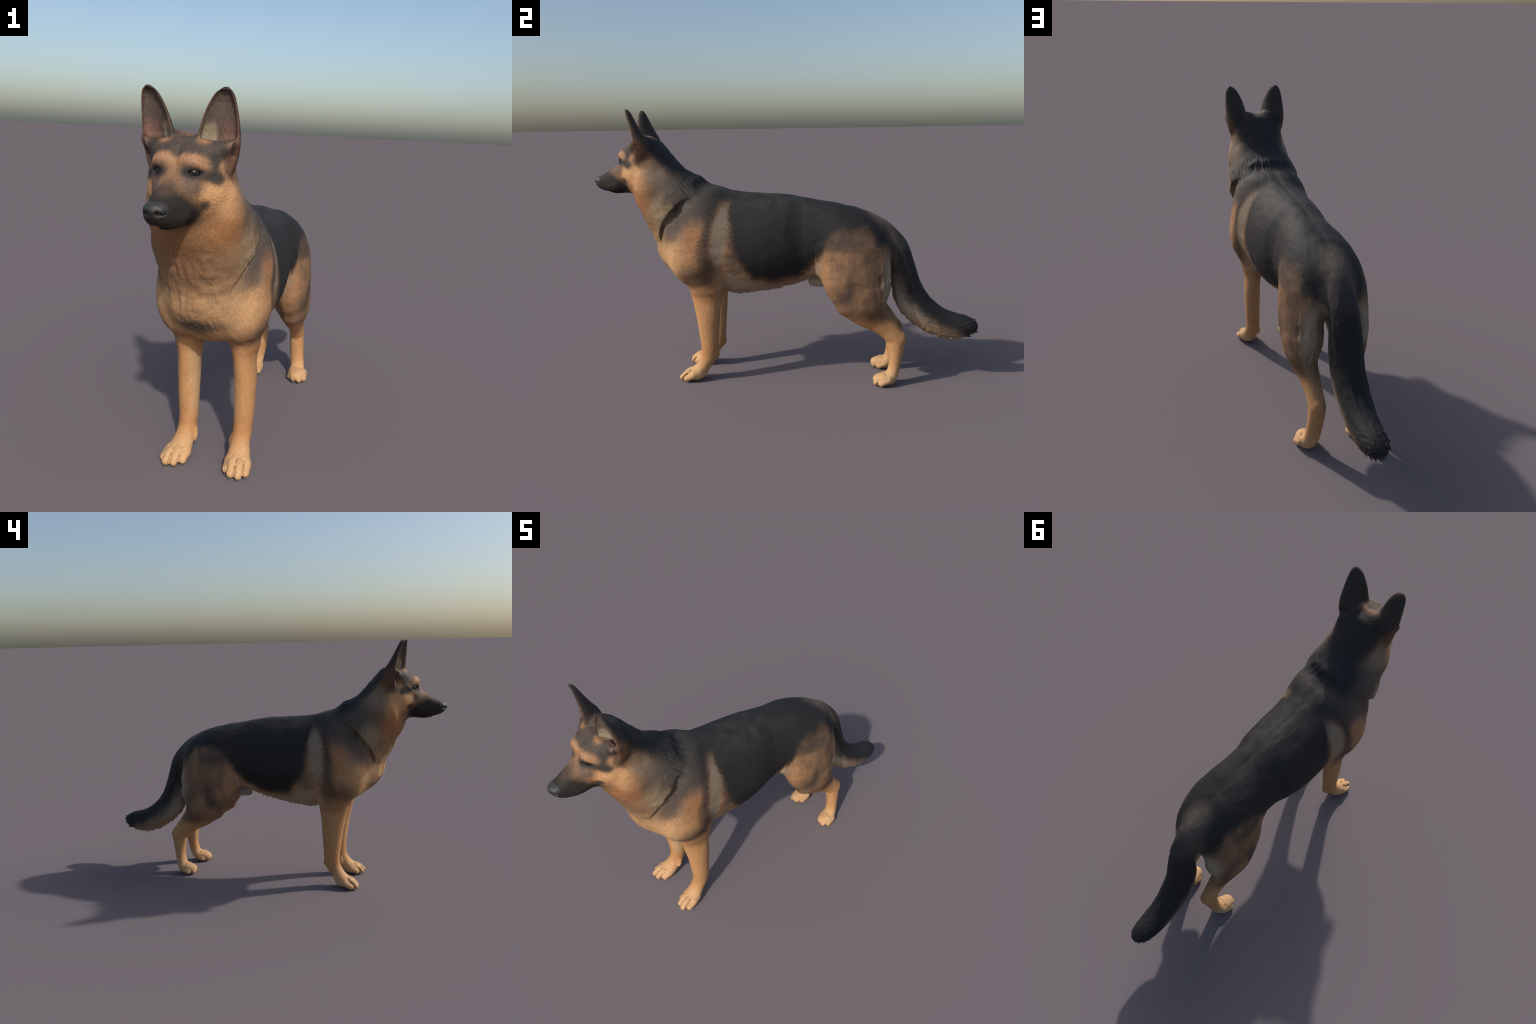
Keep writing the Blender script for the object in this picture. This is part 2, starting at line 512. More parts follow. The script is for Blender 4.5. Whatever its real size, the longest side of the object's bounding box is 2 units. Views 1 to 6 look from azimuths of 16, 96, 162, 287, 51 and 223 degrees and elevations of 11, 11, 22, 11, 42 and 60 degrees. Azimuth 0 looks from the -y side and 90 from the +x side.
def inside(p, c, r, soft=0.35):
    q = np.sqrt((((np.abs(p[:, 0]) - c[0]) / r[0]) ** 2) + ((p[:, 1] - c[1]) / r[1]) ** 2 + ((p[:, 2] - c[2]) / r[2]) ** 2)
    t = np.clip((1 + soft - q) / (2 * soft), 0, 1)
    return t * t * (3 - 2 * t)


def step(x, a, b):
    t = np.clip((x - a) / (b - a), 0, 1)
    return t * t * (3 - 2 * t)


def neck_coords(p):
    y, z = p[:, 1] + 0.5355, p[:, 2] - 0.860
    return y * -0.756 + z * 0.654, y * 0.654 + z * 0.756


for round_ in range(1):
    N = normals(V)
    p = V.copy()
    S_, V_ = neck_coords(p)
    d = np.zeros(len(V))
    body = step(p[:, 2], 0.30, 0.5) * (1 - step(p[:, 2], 1.20, 1.25)) * (1 - inside(p, (0, -0.90, 1.10), (0.16, 0.16, 0.30), 0.15))
    d += body * 0.0022 * vnoise(p * 9.0, 1) + body * 0.0012 * vnoise(p * (60, 22, 36), 2)
    # folded fur of throat and chest
    m = inside(p, (0, -0.69, 0.79), (0.15, 0.10, 0.17), 0.4)
    d += m * (0.0028 * vnoise(p * (62, 14, 11) + vnoise(p * 12, 3)[:, None] * 1.1, 4) + 0.0010 * ridged(p * (34, 9, 10) + vnoise(p * 15, 5)[:, None] * 0.8, 6) + 0.0016 * vnoise(p * (16, 20, 52), 18) - 0.0005)
    m = inside(p, (0, -0.64, 0.60), (0.10, 0.05, 0.06), 0.5)
    d += m * 0.0025 * ridged(p * (50, 30, 22), 7)
    # locks of the mane in front of its hanging edge
    m = step(S_, -0.02, 0.02) * (1 - step(S_, 0.05, 0.14)) * step(V_, -0.12, 0.0) * (1 - inside(p, (0, -0.92, 1.1), (0.2, 0.18, 0.3), 0.1))
    q = np.stack([p[:, 0] * 58, V_ * 58, S_ * 9], -1)
    d += m * (0.0042 * ridged(q + vnoise(p * 25, 8)[:, None] * 0.5, 9) - 0.0016)
    # feathering on the back of the thighs
    m = inside(p, (0.13, 0.515, 0.52), (0.085, 0.045, 0.13), 0.4)
    d += m * (0.0038 * ridged(p * (40, 40, 13) + vnoise(p * 18, 10)[:, None] * 0.7, 11) - 0.001)
    # ragged lower edge of the belly
    m = step(p[:, 1], -0.33, -0.27) * (1 - step(p[:, 1], 0.09, 0.13)) * (1 - step(p[:, 2], 0.50, 0.56)) * step(-N[:, 2], 0.55, 0.9)
    d += m * (0.004 * vnoise(p * (60, 55, 10), 12) + 0.002 * vnoise(p * (110, 110, 20), 13))
    # tail: long strands, ragged below
    rt = np.hypot(p[:, 1] - 0.93, p[:, 2] - 0.68)
    at = np.arctan2(p[:, 2] - 0.68, p[:, 1] - 0.93)
    tail = step(p[:, 1], 0.56, 0.62) * step(0.78 - p[:, 2], 0.0, 0.1) * (rt > 0.27) * (rt < 0.52) * (np.abs(p[:, 0]) < 0.09) * step(p[:, 2], 0.2, 0.22)
    tail *= np.where((p[:, 1] < 0.66) & (p[:, 2] < 0.36), 0, 1)
    q = np.stack([p[:, 0] * 60, rt * 60, at * 5], -1)
    d += tail * 0.0016 * ridged(q + vnoise(p * 18, 14)[:, None] * 0.5, 15)
    d += tail * step(rt, 0.42, 0.46) * step(-at, 1.5, 1.0) * 0.0
    d += tail * step(rt, 0.43, 0.465) * (0.0045 * vnoise(np.stack([p[:, 0] * 30, rt * 8, at * 28], -1), 16))
    # lines of the spine and the shoulder blades
    back = step(p[:, 2], 0.80, 0.88) * step(p[:, 1], -0.40, -0.30) * (1 - step(p[:, 1], 0.35, 0.45))
    d -= back * 0.003 * np.exp(-(p[:, 0] / 0.014) ** 2)
    d += back * 0.002 * np.exp(-((np.abs(p[:, 0]) - 0.045) / 0.022) ** 2) * (0.6 + 0.8 * vnoise(p * (10, 16, 10), 17))
    d += 0.0035 * np.exp(-((p[:, 1] + 0.25) / 0.025) ** 2) * step(p[:, 2], 0.95, 0.98) * np.exp(-((np.abs(p[:, 0]) - 0.03) / 0.025) ** 2)
    # furrow between the brows and down the bridge
    d -= 0.003 * np.exp(-(p[:, 0] / 0.009) ** 2) * step(p[:, 2], 1.15, 1.19) * step(-p[:, 1], 0.74, 0.79)
    # small creases of the skin below the cheek
    V = V + N * d[:, None]
V[:, 2] = np.maximum(V[:, 2], 0.0)

# ------------------------------------------------------------------ body regions
FC = V[Q].mean(1)


def sample(grid, p):
    i = np.clip((np.abs(p[:, 0]) / H - 0.5).round().astype(int), 0, len(xs) - 1)
    j = np.clip(((p[:, 1] - ys[0]) / H).round().astype(int), 0, len(ys) - 1)
    l = np.clip(((p[:, 2] - zs[0]) / H).round().astype(int), 0, len(zs) - 1)
    return grid[i, j, l]


region = sample(LAB, FC).astype(int)
region[region == SHEATH] = TORSO
region[region == 0] = TORSO
left = FC[:, 0] > 0

# ------------------------------------------------------------------ materials
class Net:
    """small helper that writes shader maths as node links"""
    def __init__(self, name):
        self.mat = bpy.data.materials.new(name)
        self.mat.use_nodes = True
        self.t = self.mat.node_tree
        self.bsdf = self.t.nodes["Principled BSDF"]

    def node(self, kind, ins=(), **props):
        n = self.t.nodes.new(kind)
        for k, v in props.items():
            setattr(n, k, v)
        for i, v in enumerate(ins):
            if v is None:
                continue
            if isinstance(v, bpy.types.NodeSocket):
                self.t.links.new(v, n.inputs[i])
            else:
                n.inputs[i].default_value = v
        return n

    def m(self, op, *a, clamp=False):
        return self.node("ShaderNodeMath", a, operation=op, use_clamp=clamp).outputs[0]

    def v(self, op, *a):
        n = self.node("ShaderNodeVectorMath", a, operation=op)
        return n.outputs[1] if op in ("LENGTH", "DOT_PRODUCT") else n.outputs[0]

    def ramp(self, x, a, b, lo=0.0, hi=1.0):
        n = self.node("ShaderNodeMapRange", (x, a, b, lo, hi), interpolation_type="SMOOTHSTEP")
        return n.outputs[0]

    def noise(self, vec, scale, detail=2.0, rough=0.5):
        n = self.node("ShaderNodeTexNoise", (vec,))
        n.inputs["Scale"].default_value = scale
        n.inputs["Detail"].default_value = detail
        n.inputs["Roughness"].default_value = rough
        return n.outputs

    def curve(self, x, pts):
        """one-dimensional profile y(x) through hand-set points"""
        x0, x1 = pts[0][0], pts[-1][0]
        ys_ = [p[1] for p in pts]
        y0, y1 = min(ys_), max(ys_) + 1e-6
        u = self.node("ShaderNodeMapRange", (x, x0, x1, 0.0, 1.0)).outputs[0]
        n = self.node("ShaderNodeFloatCurve", (1.0, u))
        c = n.mapping.curves[0]
        while len(c.points) < len(pts):
            c.points.new(0.5, 0.5)
        for p, (a, b) in zip(c.points, pts):
            p.location = ((a - x0) / (x1 - x0), (b - y0) / (y1 - y0))
            p.handle_type = "AUTO_CLAMPED"
        n.mapping.update()
        return self.m("ADD", self.m("MULTIPLY", n.outputs[0], y1 - y0), y0)

    def mix(self, base, col, fac, strength=1.0):
        if strength != 1.0:
            fac = self.m("MULTIPLY", fac, strength)
        n = self.node("ShaderNodeMix", data_type="RGBA")
        for sock, val in ((n.inputs[0], fac), (n.inputs[6], base), (n.inputs[7], col)):
            if isinstance(val, bpy.types.NodeSocket):
                self.t.links.new(val, sock)
            else:
                sock.default_value = (*val, 1.0) if isinstance(val, tuple) else val
        return n.outputs[2]


def coat_material():
    g = Net("coat")
    P = g.node("ShaderNodeTexCoord").outputs["Object"]
    hair = g.noise(g.v("MULTIPLY", P, (70.0, 16.0, 40.0)), 3.2, 2.0, 0.6)          # strands swept backwards
    hair_v = g.noise(g.v("MULTIPLY", P, (60.0, 52.0, 13.0)), 3.2, 2.0, 0.6)        # strands hanging down
    broad = g.noise(P, 13.0, 3.0, 0.55)
    warp = g.v("ADD", g.v("MULTIPLY", g.v("SUBTRACT", broad[1], (0.5, 0.5, 0.5)), (0.035, 0.045, 0.045)),
               g.v("MULTIPLY", g.v("SUBTRACT", hair[1], (0.5, 0.5, 0.5)), (0.012, 0.045, 0.036)))
    flat = g.node("ShaderNodeSeparateXYZ", (P,)).outputs
    A = g.node("ShaderNodeCombineXYZ", (g.m("ABSOLUTE", flat[0]), flat[1], flat[2])).outputs[0]
    near_face = g.ramp(flat[1], -0.80, -0.70, 0.30, 1.0)                            # finer pattern on the face
    W = g.v("ADD", A, g.node("ShaderNodeVectorMath", (warp, None, None, near_face), operation="SCALE").outputs[0])
    wx, wy, wz = g.node("ShaderNodeSeparateXYZ", (W,)).outputs

    def ell(c, r, soft=0.45):
        q = g.v("LENGTH", g.v("MULTIPLY", g.v("SUBTRACT", W, c), tuple(1.0 / k for k in r)))
        return g.ramp(q, 1 + soft, max(1 - soft, 0.0))

    def band(x, lo, hi, soft):
        return g.m("MULTIPLY", g.ramp(x, lo - soft, lo + soft), g.ramp(x, hi + soft, hi - soft))

    def both(*a):
        r = a[0]
        for b in a[1:]:
            r = g.m("MULTIPLY", r, b)
        return r
    S = g.v("DOT_PRODUCT", g.v("SUBTRACT", W, NECK_O), NECK_A)
    U = g.v("DOT_PRODUCT", g.v("SUBTRACT", W, NECK_O), NECK_U)

    tan, cream, rust = (0.45, 0.232, 0.098), (0.50, 0.292, 0.140), (0.320, 0.140, 0.052)
    black, coal, umber = (0.0200, 0.0185, 0.0180), (0.042, 0.037, 0.033), (0.105, 0.062, 0.037)
    grey = (0.240, 0.190, 0.133)
    mott = broad[0]
    col = g.mix((0.39, 0.210, 0.098), (0.31, 0.165, 0.078), g.ramp(mott, 0.35, 0.65))
    L = lambda c, k, s=1.0: g.mix(col, c, k, s)
    # legs
    legs = g.ramp(wz, 0.53, 0.43)
    col = L(tan, legs)
    col = L((0.39, 0.185, 0.070), both(ell((0.115, -0.41, 0.165), (0.09, 0.09, 0.045), 0.7), legs), 0.65)
    col = L((0.39, 0.195, 0.080), both(ell((0.16, -0.36, 0.36), (0.05, 0.05, 0.14), 0.7), legs), 0.5)
    col = L((0.55, 0.370, 0.205), both(g.ramp(wx, 0.108, 0.075), g.ramp(wz, 0.14, 0.22), legs), 0.6)
    col = L((0.54, 0.330, 0.165), g.ramp(wz, 0.12, 0.05), 0.8)
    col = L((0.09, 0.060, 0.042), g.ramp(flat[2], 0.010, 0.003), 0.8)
    # chest, shoulder
    col = L(cream, ell((0.15, -0.58, 0.650), (0.15, 0.13, 0.12), 0.55), 0.9)
    col = L((0.33, 0.155, 0.065), ell((0.20, -0.450, 0.79), (0.11, 0.060, 0.12), 0.6), 0.85)
    col = L((0.40, 0.215, 0.100), ell((0.20, -0.510, 0.72), (0.09, 0.040, 0.10), 0.7), 0.7)
    col = L((0.16, 0.112, 0.085), ell((0.19, -0.530, 0.800), (0.08, 0.045, 0.06), 0.7), 0.75)
    col = L(umber, ell((0.20, -0.44, 0.570), (0.10, 0.10, 0.060), 0.8), 0.85)
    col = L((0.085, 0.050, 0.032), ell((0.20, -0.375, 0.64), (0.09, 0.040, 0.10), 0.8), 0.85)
    col = L((0.26, 0.120, 0.050), ell((0.16, -0.40, 0.475), (0.10, 0.09, 0.030), 0.8), 0.7)
    col = L((0.130, 0.092, 0.073), ell((0.17, -0.46, 0.900), (0.10, 0.08, 0.08), 0.7), 0.85)
    col = L((0.060, 0.050, 0.043), ell((0.20, -0.39, 0.945), (0.16, 0.07, 0.085), 0.6), 0.9)
    col = L((0.075, 0.060, 0.050), both(band(S, -0.045, 0.035, 0.035), g.ramp(U, -0.25, -0.12), g.ramp(wz, 0.66, 0.76)), 0.85)  # shadow below the mane's edge painted in along with its dark hair
    b1 = g.m("SUBTRACT", wy, g.curve(wz, [(0.60, -0.405), (0.68, -0.400), (0.755, -0.388), (0.87, -0.358), (0.98, -0.340), (1.02, -0.335)]))
    col = L((0.036, 0.030, 0.027), both(band(b1, -0.026, 0.030, 0.024), g.ramp(wz, 0.60, 0.78)), 0.88)
    # belly
    zlow = g.curve(wy, [(-0.30, 0.620), (-0.22, 0.600), (-0.18, 0.575), (-0.13, 0.548), (-0.06, 0.535), (0.03, 0.545), (0.09, 0.575),
                        (0.15, 0.630), (0.20, 0.690), (0.235, 0.750), (0.30, 0.780), (0.40, 0.790), (0.46, 0.735), (0.50, 0.700), (0.56, 0.680)])
    over = g.m("ADD", g.m("SUBTRACT", wz, zlow), g.m("MULTIPLY", g.m("SUBTRACT", g.noise(P, 22.0, 3.0, 0.6)[0], 0.5), 0.05))
    under = both(g.ramp(over, 0.01, -0.04), g.ramp(wy, -0.36, -0.26), g.ramp(wy, 0.24, 0.18))
    col = L((0.340, 0.240, 0.155), under)
    col = L((0.20, 0.125, 0.075), both(under, g.ramp(over, -0.06, -0.01), g.ramp(wy, -0.05, -0.20)), 0.75)
    # pale stripe behind the shoulder
    sc = g.m("SUBTRACT", wy, g.curve(wz, [(0.55, -0.335), (0.67, -0.326), (0.755, -0.315), (0.84, -0.303), (0.93, -0.290), (1.0, -0.280)]))
    sw = g.curve(wz, [(0.55, 0.018), (0.62, 0.024), (0.68, 0.027), (0.755, 0.034), (0.84, 0.030), (0.92, 0.018), (1.0, 0.012)])
    stripe = both(g.ramp(g.m("DIVIDE", g.m("ABSOLUTE", sc), sw), 1.70, 0.30), g.ramp(wz, 0.965, 0.870), g.ramp(wz, 0.575, 0.68))
    saddle = both(g.ramp(over, -0.036, 0.044), g.ramp(g.m("SUBTRACT", wy, g.curve(wz, [(0.50, -0.15), (0.60, -0.185), (0.70, -0.25), (0.85, -0.280), (1.0, -0.30)])), -0.050, 0.040))
    col = L((0.125, 0.085, 0.057), ell((0.20, -0.245, 0.640), (0.10, 0.050, 0.060), 0.7), 0.8)
    # hindquarters
    rear = g.ramp(wy, 0.16, 0.25)
    thigh = both(rear, g.ramp(wz, 0.30, 0.42))
    col = L((0.180, 0.104, 0.058), thigh)
    patch = g.noise(g.v("MULTIPLY", P, (10.0, 11.0, 6.5)), 1.5, 1.5, 0.5)[0]
    col = L((0.265, 0.146, 0.075), both(thigh, g.ramp(patch, 0.48, 0.70)), 0.85)
    col = L((0.085, 0.055, 0.036), both(thigh, g.ramp(patch, 0.50, 0.24)), 0.50)
    col = L((0.062, 0.043, 0.031), ell((0.19, 0.335, 0.52), (0.09, 0.024, 0.060), 0.8), 0.8)
    col = L((0.062, 0.043, 0.031), ell((0.19, 0.305, 0.465), (0.09, 0.035, 0.035), 0.8), 0.75)
    col = L((0.105, 0.052, 0.029), ell((0.17, 0.465, 0.365), (0.09, 0.075, 0.035), 0.8), 0.85)
    col = L((0.34, 0.180, 0.085), ell((0.16, 0.215, 0.575), (0.12, 0.028, 0.10), 0.7), 0.9)
    col = L((0.055, 0.041, 0.033), ell((0.18, 0.300, 0.745), (0.10, 0.100, 0.035), 0.8), 0.85)
    col = L((0.300, 0.235, 0.160), ell((0.10, 0.545, 0.550), (0.12, 0.050, 0.150), 0.55), 0.92)
    col = L((0.43, 0.350, 0.240), both(rear, g.ramp(wx, 0.085, 0.055), g.ramp(wz, 0.57, 0.51), g.ramp(wz, 0.28, 0.38), g.ramp(wy, 0.52, 0.46), g.ramp(wy, 0.21, 0.27)), 0.8)
    col = L((0.29, 0.25, 0.20), ell((0.0, 0.17, 0.505), (0.035, 0.075, 0.035), 0.2))
    col = L(coal, both(ell((0.06, -0.33, 1.00), (0.14, 0.12, 0.080), 0.5)), 0.95)
    col = L(black, saddle)
    col = L((0.0125, 0.0120, 0.0120), both(saddle, g.ramp(wz, 0.70, 0.60)), 0.8)
    col = L((0.046, 0.042, 0.038), both(saddle, ell((0.05, -0.05, 0.98), (0.14, 0.28, 0.09), 0.7), g.ramp(mott, 0.35, 0.65)), 0.55)
    col = L(grey, stripe, 0.95)
    # tail
    tl = g.v("LENGTH", g.v("MULTIPLY", g.v("SUBTRACT", W, (0.0, 0.93, 0.68)), (0.0, 1.0, 1.0)))
    flat_tail = g.m("ADD", flat[1], g.m("MULTIPLY", flat[2], 0.14))
    behind = both(g.ramp(wx, 0.092, 0.076), g.ramp(flat_tail, 0.632, 0.640))
    root_ = both(g.ramp(wy, 0.44, 0.58), g.ramp(wz, 0.68, 0.75), g.ramp(wx, 0.105, 0.070))
    lim = g.curve(wy, [(0.50, 0.375), (0.60, 0.372), (0.70, 0.385), (0.80, 0.398), (0.90, 0.420), (0.96, 0.450), (1.02, 0.47)])
    top = g.ramp(g.m("SUBTRACT", tl, lim), 0.030, -0.030)
    is_tail = g.m("MAXIMUM", behind, root_)
    col = L((0.095, 0.071, 0.054), root_)
    low = both(behind, g.ramp(wz, 0.71, 0.60))
    col = L((0.095, 0.071, 0.054), behind)
    col = L((0.335, 0.290, 0.230), low)
    col = L((0.33, 0.205, 0.110), both(low, g.ramp(wz, 0.40, 0.28)), 0.85)
    col = L((0.115, 0.082, 0.058), both(low, g.ramp(g.m("SUBTRACT", tl, lim), 0.065, 0.0)), 0.8)
    col = L((0.0185, 0.0175, 0.0175), both(behind, top))
    col = L((0.062, 0.050, 0.041), both(behind, g.ramp(wz, 0.64, 0.74)), 0.60)
    col = L((0.150, 0.110, 0.082), ell((0.0, 0.470, 0.850), (0.055, 0.075, 0.050), 0.8), 0.9)
    # neck
    col = L((0.185, 0.104, 0.054), both(g.ramp(S, 0.0, 0.06), g.ramp(wz, 0.68, 0.80)), 0.92)
    col = L((0.36, 0.185, 0.085), ell((0.15, -0.715, 1.020), (0.06, 0.06, 0.07), 0.7), 0.8)
    col = L(rust, ell((0.13, -0.735, 0.955), (0.08, 0.06, 0.060), 0.8), 0.75)
    col = L((0.210, 0.100, 0.042), ell((0.0, -0.775, 0.90), (0.060, 0.07, 0.12), 0.7), 0.85)
    col = L((0.215, 0.125, 0.066), both(ell((0.0, -0.705, 0.78), (0.17, 0.10, 0.12), 0.6), g.ramp(mott, 0.40, 0.62)), 0.8)
    col = L((0.32, 0.190, 0.095), ell((0.12, -0.655, 0.735), (0.11, 0.06, 0.080), 0.7), 0.75)
    col = L((0.135, 0.090, 0.058), ell((0.17, -0.590, 1.010), (0.09, 0.07, 0.10), 0.8), 0.75)
    col = L((0.23, 0.165, 0.110), ell((0.15, -0.625, 1.095), (0.055, 0.065, 0.055), 0.8), 0.85)
    mane = both(band(S, -0.03, 0.165, 0.06), g.ramp(U, -0.05, 0.11))
    col = L((0.066, 0.055, 0.045), mane, 0.94)
    col = L((0.185, 0.155, 0.115), both(mane, g.ramp(hair_v[0], 0.45, 0.75), g.ramp(U, 0.15, 0.08)), 0.45)
    col = L((0.28, 0.205, 0.125), both(ell((0.18, -0.605, 0.870), (0.07, 0.050, 0.070), 0.7), g.ramp(S, 0.0, 0.04)), 0.85)
    col = L((0.022, 0.021, 0.021), both(g.ramp(S, -0.04, 0.03), g.ramp(g.m("ADD", U, g.m("MULTIPLY", wx, -0.20)), 0.105, 0.165), g.ramp(wy, -0.725, -0.68)), 0.97)
    col = L((0.050, 0.044, 0.039), ell((0.0, -0.640, 0.600), (0.095, 0.07, 0.034), 0.7), 0.92)
    # head
    face = g.ramp(wy, -0.69, -0.74)
    col = L((0.38, 0.200, 0.093), both(face, g.ramp(wz, 1.0, 1.04)))
    col = L((0.50, 0.275, 0.125), ell((0.118, -0.765, 1.085), (0.065, 0.065, 0.042), 0.6), 0.95)
    col = L((0.030, 0.025, 0.020), ell((0.110, -0.776, 1.083), (0.006, 0.007, 0.008), 0.7), 0.6)
    zf = g.curve(wx, [(0.0, 1.187), (0.010, 1.192), (0.03, 1.204), (0.055, 1.203), (0.08, 1.194), (0.095, 1.182), (0.11, 1.172), (0.15, 1.165)])
    fore = both(face, g.ramp(g.m("SUBTRACT", wz, zf), -0.016, 0.014))
    col = L((0.056, 0.046, 0.040), fore, 0.96)
    col = L((0.130, 0.085, 0.055), both(fore, g.ramp(hair[0], 0.50, 0.65), ell((0.03, -0.765, 1.25), (0.05, 0.04, 0.03), 0.7)), 0.6)
    col = L((0.36, 0.180, 0.082), ell((0.066, -0.775, 1.248), (0.020, 0.025, 0.016), 0.7), 0.85)
    col = L((0.43, 0.235, 0.110), ell((0.118, -0.772, 1.166), (0.018, 0.025, 0.022), 0.7), 0.8)
    col = L((0.33, 0.178, 0.093), both(ell((0.050, -0.832, 1.186), (0.046, 0.035, 0.020), 0.6), g.ramp(g.m("SUBTRACT", wz, zf), 0.012, -0.014)), 0.95)
    col = L((0.34, 0.190, 0.102), ell((0.088, -0.815, 1.170), (0.020, 0.025, 0.013), 0.7), 0.85)
    col = L((0.240, 0.128, 0.068), ell((0.0, -0.860, 1.150), (0.028, 0.030, 0.035), 0.7), 0.85)
    col = L((0.125, 0.073, 0.047), ell((0.0, -0.898, 1.110), (0.042, 0.046, 0.038), 0.7), 0.95)
    col = L((0.118, 0.077, 0.056), ell((0.062, -0.855, 1.112), (0.036, 0.040, 0.036), 0.6), 0.95)
    col = L((0.036, 0.031, 0.029), ell((0.043, -0.850, 1.154), (0.025, 0.032, 0.024), 0.85), 0.95)
    col = L((0.019, 0.018, 0.018), ell((0.055, -0.842, 1.148), (0.030, 0.024, 0.015), 0.55), 0.95)
    col = L((0.028, 0.0255, 0.024), ell((0.074, -0.832, 1.144), (0.034, 0.030, 0.018), 0.6), 0.96)
    col = L((0.034, 0.031, 0.029), ell((0.106, -0.800, 1.137), (0.034, 0.034, 0.020), 0.75), 0.95)
    col = L((0.034, 0.031, 0.029), ell((0.121, -0.778, 1.131), (0.024, 0.024, 0.019), 0.75), 0.93)
    col = L((0.034, 0.031, 0.030), ell((0.108, -0.787, 1.172), (0.022, 0.024, 0.034), 0.8), 0.92)
    col = L((0.042, 0.034, 0.029), ell((0.140, -0.728, 1.150), (0.024, 0.026, 0.024), 0.7), 0.85)
    lineb = g.m("SUBTRACT", wz, g.m("MULTIPLY_ADD", g.m("ADD", wy, 0.910), -0.58, 1.096))
    muzzle = both(g.ramp(lineb, 0.042, -0.022), g.ramp(wy, -0.785, -0.815), g.ramp(wz, 0.955, 0.965))
    col = L((0.0155, 0.0150, 0.0148), muzzle, 0.97)
    col = L((0.075, 0.049, 0.036), ell((0.0, -0.925, 1.097), (0.026, 0.050, 0.018), 0.8), 0.85)
    col = L((0.030, 0.025, 0.022), ell((0.090, -0.815, 1.046), (0.017, 0.022, 0.017), 0.7), 0.9)
    # ears
    ear = both(g.ramp(wz, 1.205, 1.245), g.ramp(wy, -0.825, -0.80), g.ramp(wx, 0.040, 0.055), g.ramp(g.m("SUBTRACT", wz, g.m("MULTIPLY", wx, 0.0)), 1.235, 1.262))
    col = L((0.040, 0.030, 0.025), ear, 0.96)
    col = L((0.105, 0.052, 0.029), ell((0.158, -0.705, 1.195), (0.035, 0.060, 0.060), 0.5), 0.92)
    col = L((0.045, 0.036, 0.031), ell((0.112, -0.757, 1.222), (0.035, 0.020, 0.014), 0.6), 0.85)
    col = L((0.17, 0.105, 0.075), ell((0.143, -0.752, 1.232), (0.014, 0.016, 0.016), 0.6), 0.8)
    col = L((0.030, 0.026, 0.024), ell((0.078, -0.778, 1.262), (0.016, 0.016, 0.016), 0.5), 0.9)
    col = L((0.022, 0.017, 0.015), ell((0.148, -0.742, 1.216), (0.007, 0.012, 0.022), 0.5), 0.8)
    # inside of the ear cup: the same half-elliptic section that shapes it
    cx = g.curve(flat[2], [(z, float(ear_in(z) + ear_out(z)) / 2) for z in EARZ[3:]])
    ca = g.curve(flat[2], [(z, float(ear_out(z) - ear_in(z)) / 2 - 0.006) for z in EARZ[3:]])
    cf = g.curve(flat[2], [(z, float(ear_fi(z) + ear_fo(z)) / 2) for z in EARZ[3:]])
    ct = g.curve(flat[2], [(z, float(ear_fo(z) - ear_fi(z)) / float(ear_out(z) - ear_in(z))) for z in EARZ[3:]])
    cb = g.curve(flat[2], [(z, max(float(ear_b(z)) - 0.0060 - 0.016 * max(0.0, min(1.0, (1.34 - z) / 0.09)), 0.004)) for z in EARZ[3:]])
    ex, ey, ez = g.node("ShaderNodeSeparateXYZ", (A,)).outputs
    eu = g.m("SUBTRACT", ex, cx)
    ev = g.m("SUBTRACT", g.m("SUBTRACT", ey, cf), g.m("MULTIPLY", eu, ct))
    eq = g.m("ADD", g.m("POWER", g.m("ABSOLUTE", g.m("DIVIDE", eu, ca)), 2.0), g.m("POWER", g.m("ABSOLUTE", g.m("DIVIDE", ev, cb)), 2.0))
    cup = both(g.ramp(eq, 1.12, 0.98), g.ramp(ev, -0.003, 0.004), g.ramp(wz, 1.240, 1.256), g.ramp(wz, 1.400, 1.385), g.ramp(wy, -0.82, -0.80))
    streak = g.noise(g.v("MULTIPLY", P, (120.0, 120.0, 22.0)), 1.0, 3.0, 0.6)[0]
    lining = g.mix((0.085, 0.064, 0.053), (0.120, 0.090, 0.072), streak)
    lining = g.mix(lining, (0.235, 0.125, 0.100), both(g.ramp(wz, 1.325, 1.265), g.ramp(wx, 0.09, 0.12)), 0.8)
    lining = g.mix(lining, (0.36, 0.290, 0.190), both(g.ramp(wz, 1.310, 1.285), g.ramp(wx, 0.096, 0.080), g.ramp(ev, 0.004, 0.012)), 0.60)
    col = g.mix(col, lining, cup)
    col = L((0.022, 0.017, 0.015), ell((0.108, -0.726, 1.236), (0.021, 0.008, 0.014), 0.4), 0.85)  # ear canal's inner darkness tinted onto the coat over the cut
    col = L((0.16, 0.085, 0.048), both(ear, g.ramp(eq, 0.95, 1.02), g.ramp(eq, 1.45, 1.15), g.ramp(ev, 0.012, 0.002)), 0.6)
    # strands
    lay = g.m("MULTIPLY", g.ramp(flat[1], -0.68, -0.76, 0.5, 1.0), g.ramp(flat[2], 0.40, 0.55))   # strands lie along the face, hang down the legs
    fine = g.m("ADD", g.m("MULTIPLY", hair[0], lay), g.m("MULTIPLY", hair_v[0], g.m("SUBTRACT", 1.0, lay)))
    gain = g.node("ShaderNodeMapRange", (fine, 0.30, 0.70, 0.78, 1.22)).outputs[0]
    calm = g.ramp(flat[2], 0.40, 0.55, 0.50, 1.0)                                   # short sleek hair on the legs
    gain = g.m("ADD", 1.0, g.m("MULTIPLY", g.m("SUBTRACT", gain, 1.0), calm))
    col = g.node("ShaderNodeVectorMath", (col, None, None, gain), operation="SCALE").outputs[0]
    g.t.links.new(col, g.bsdf.inputs["Base Color"])
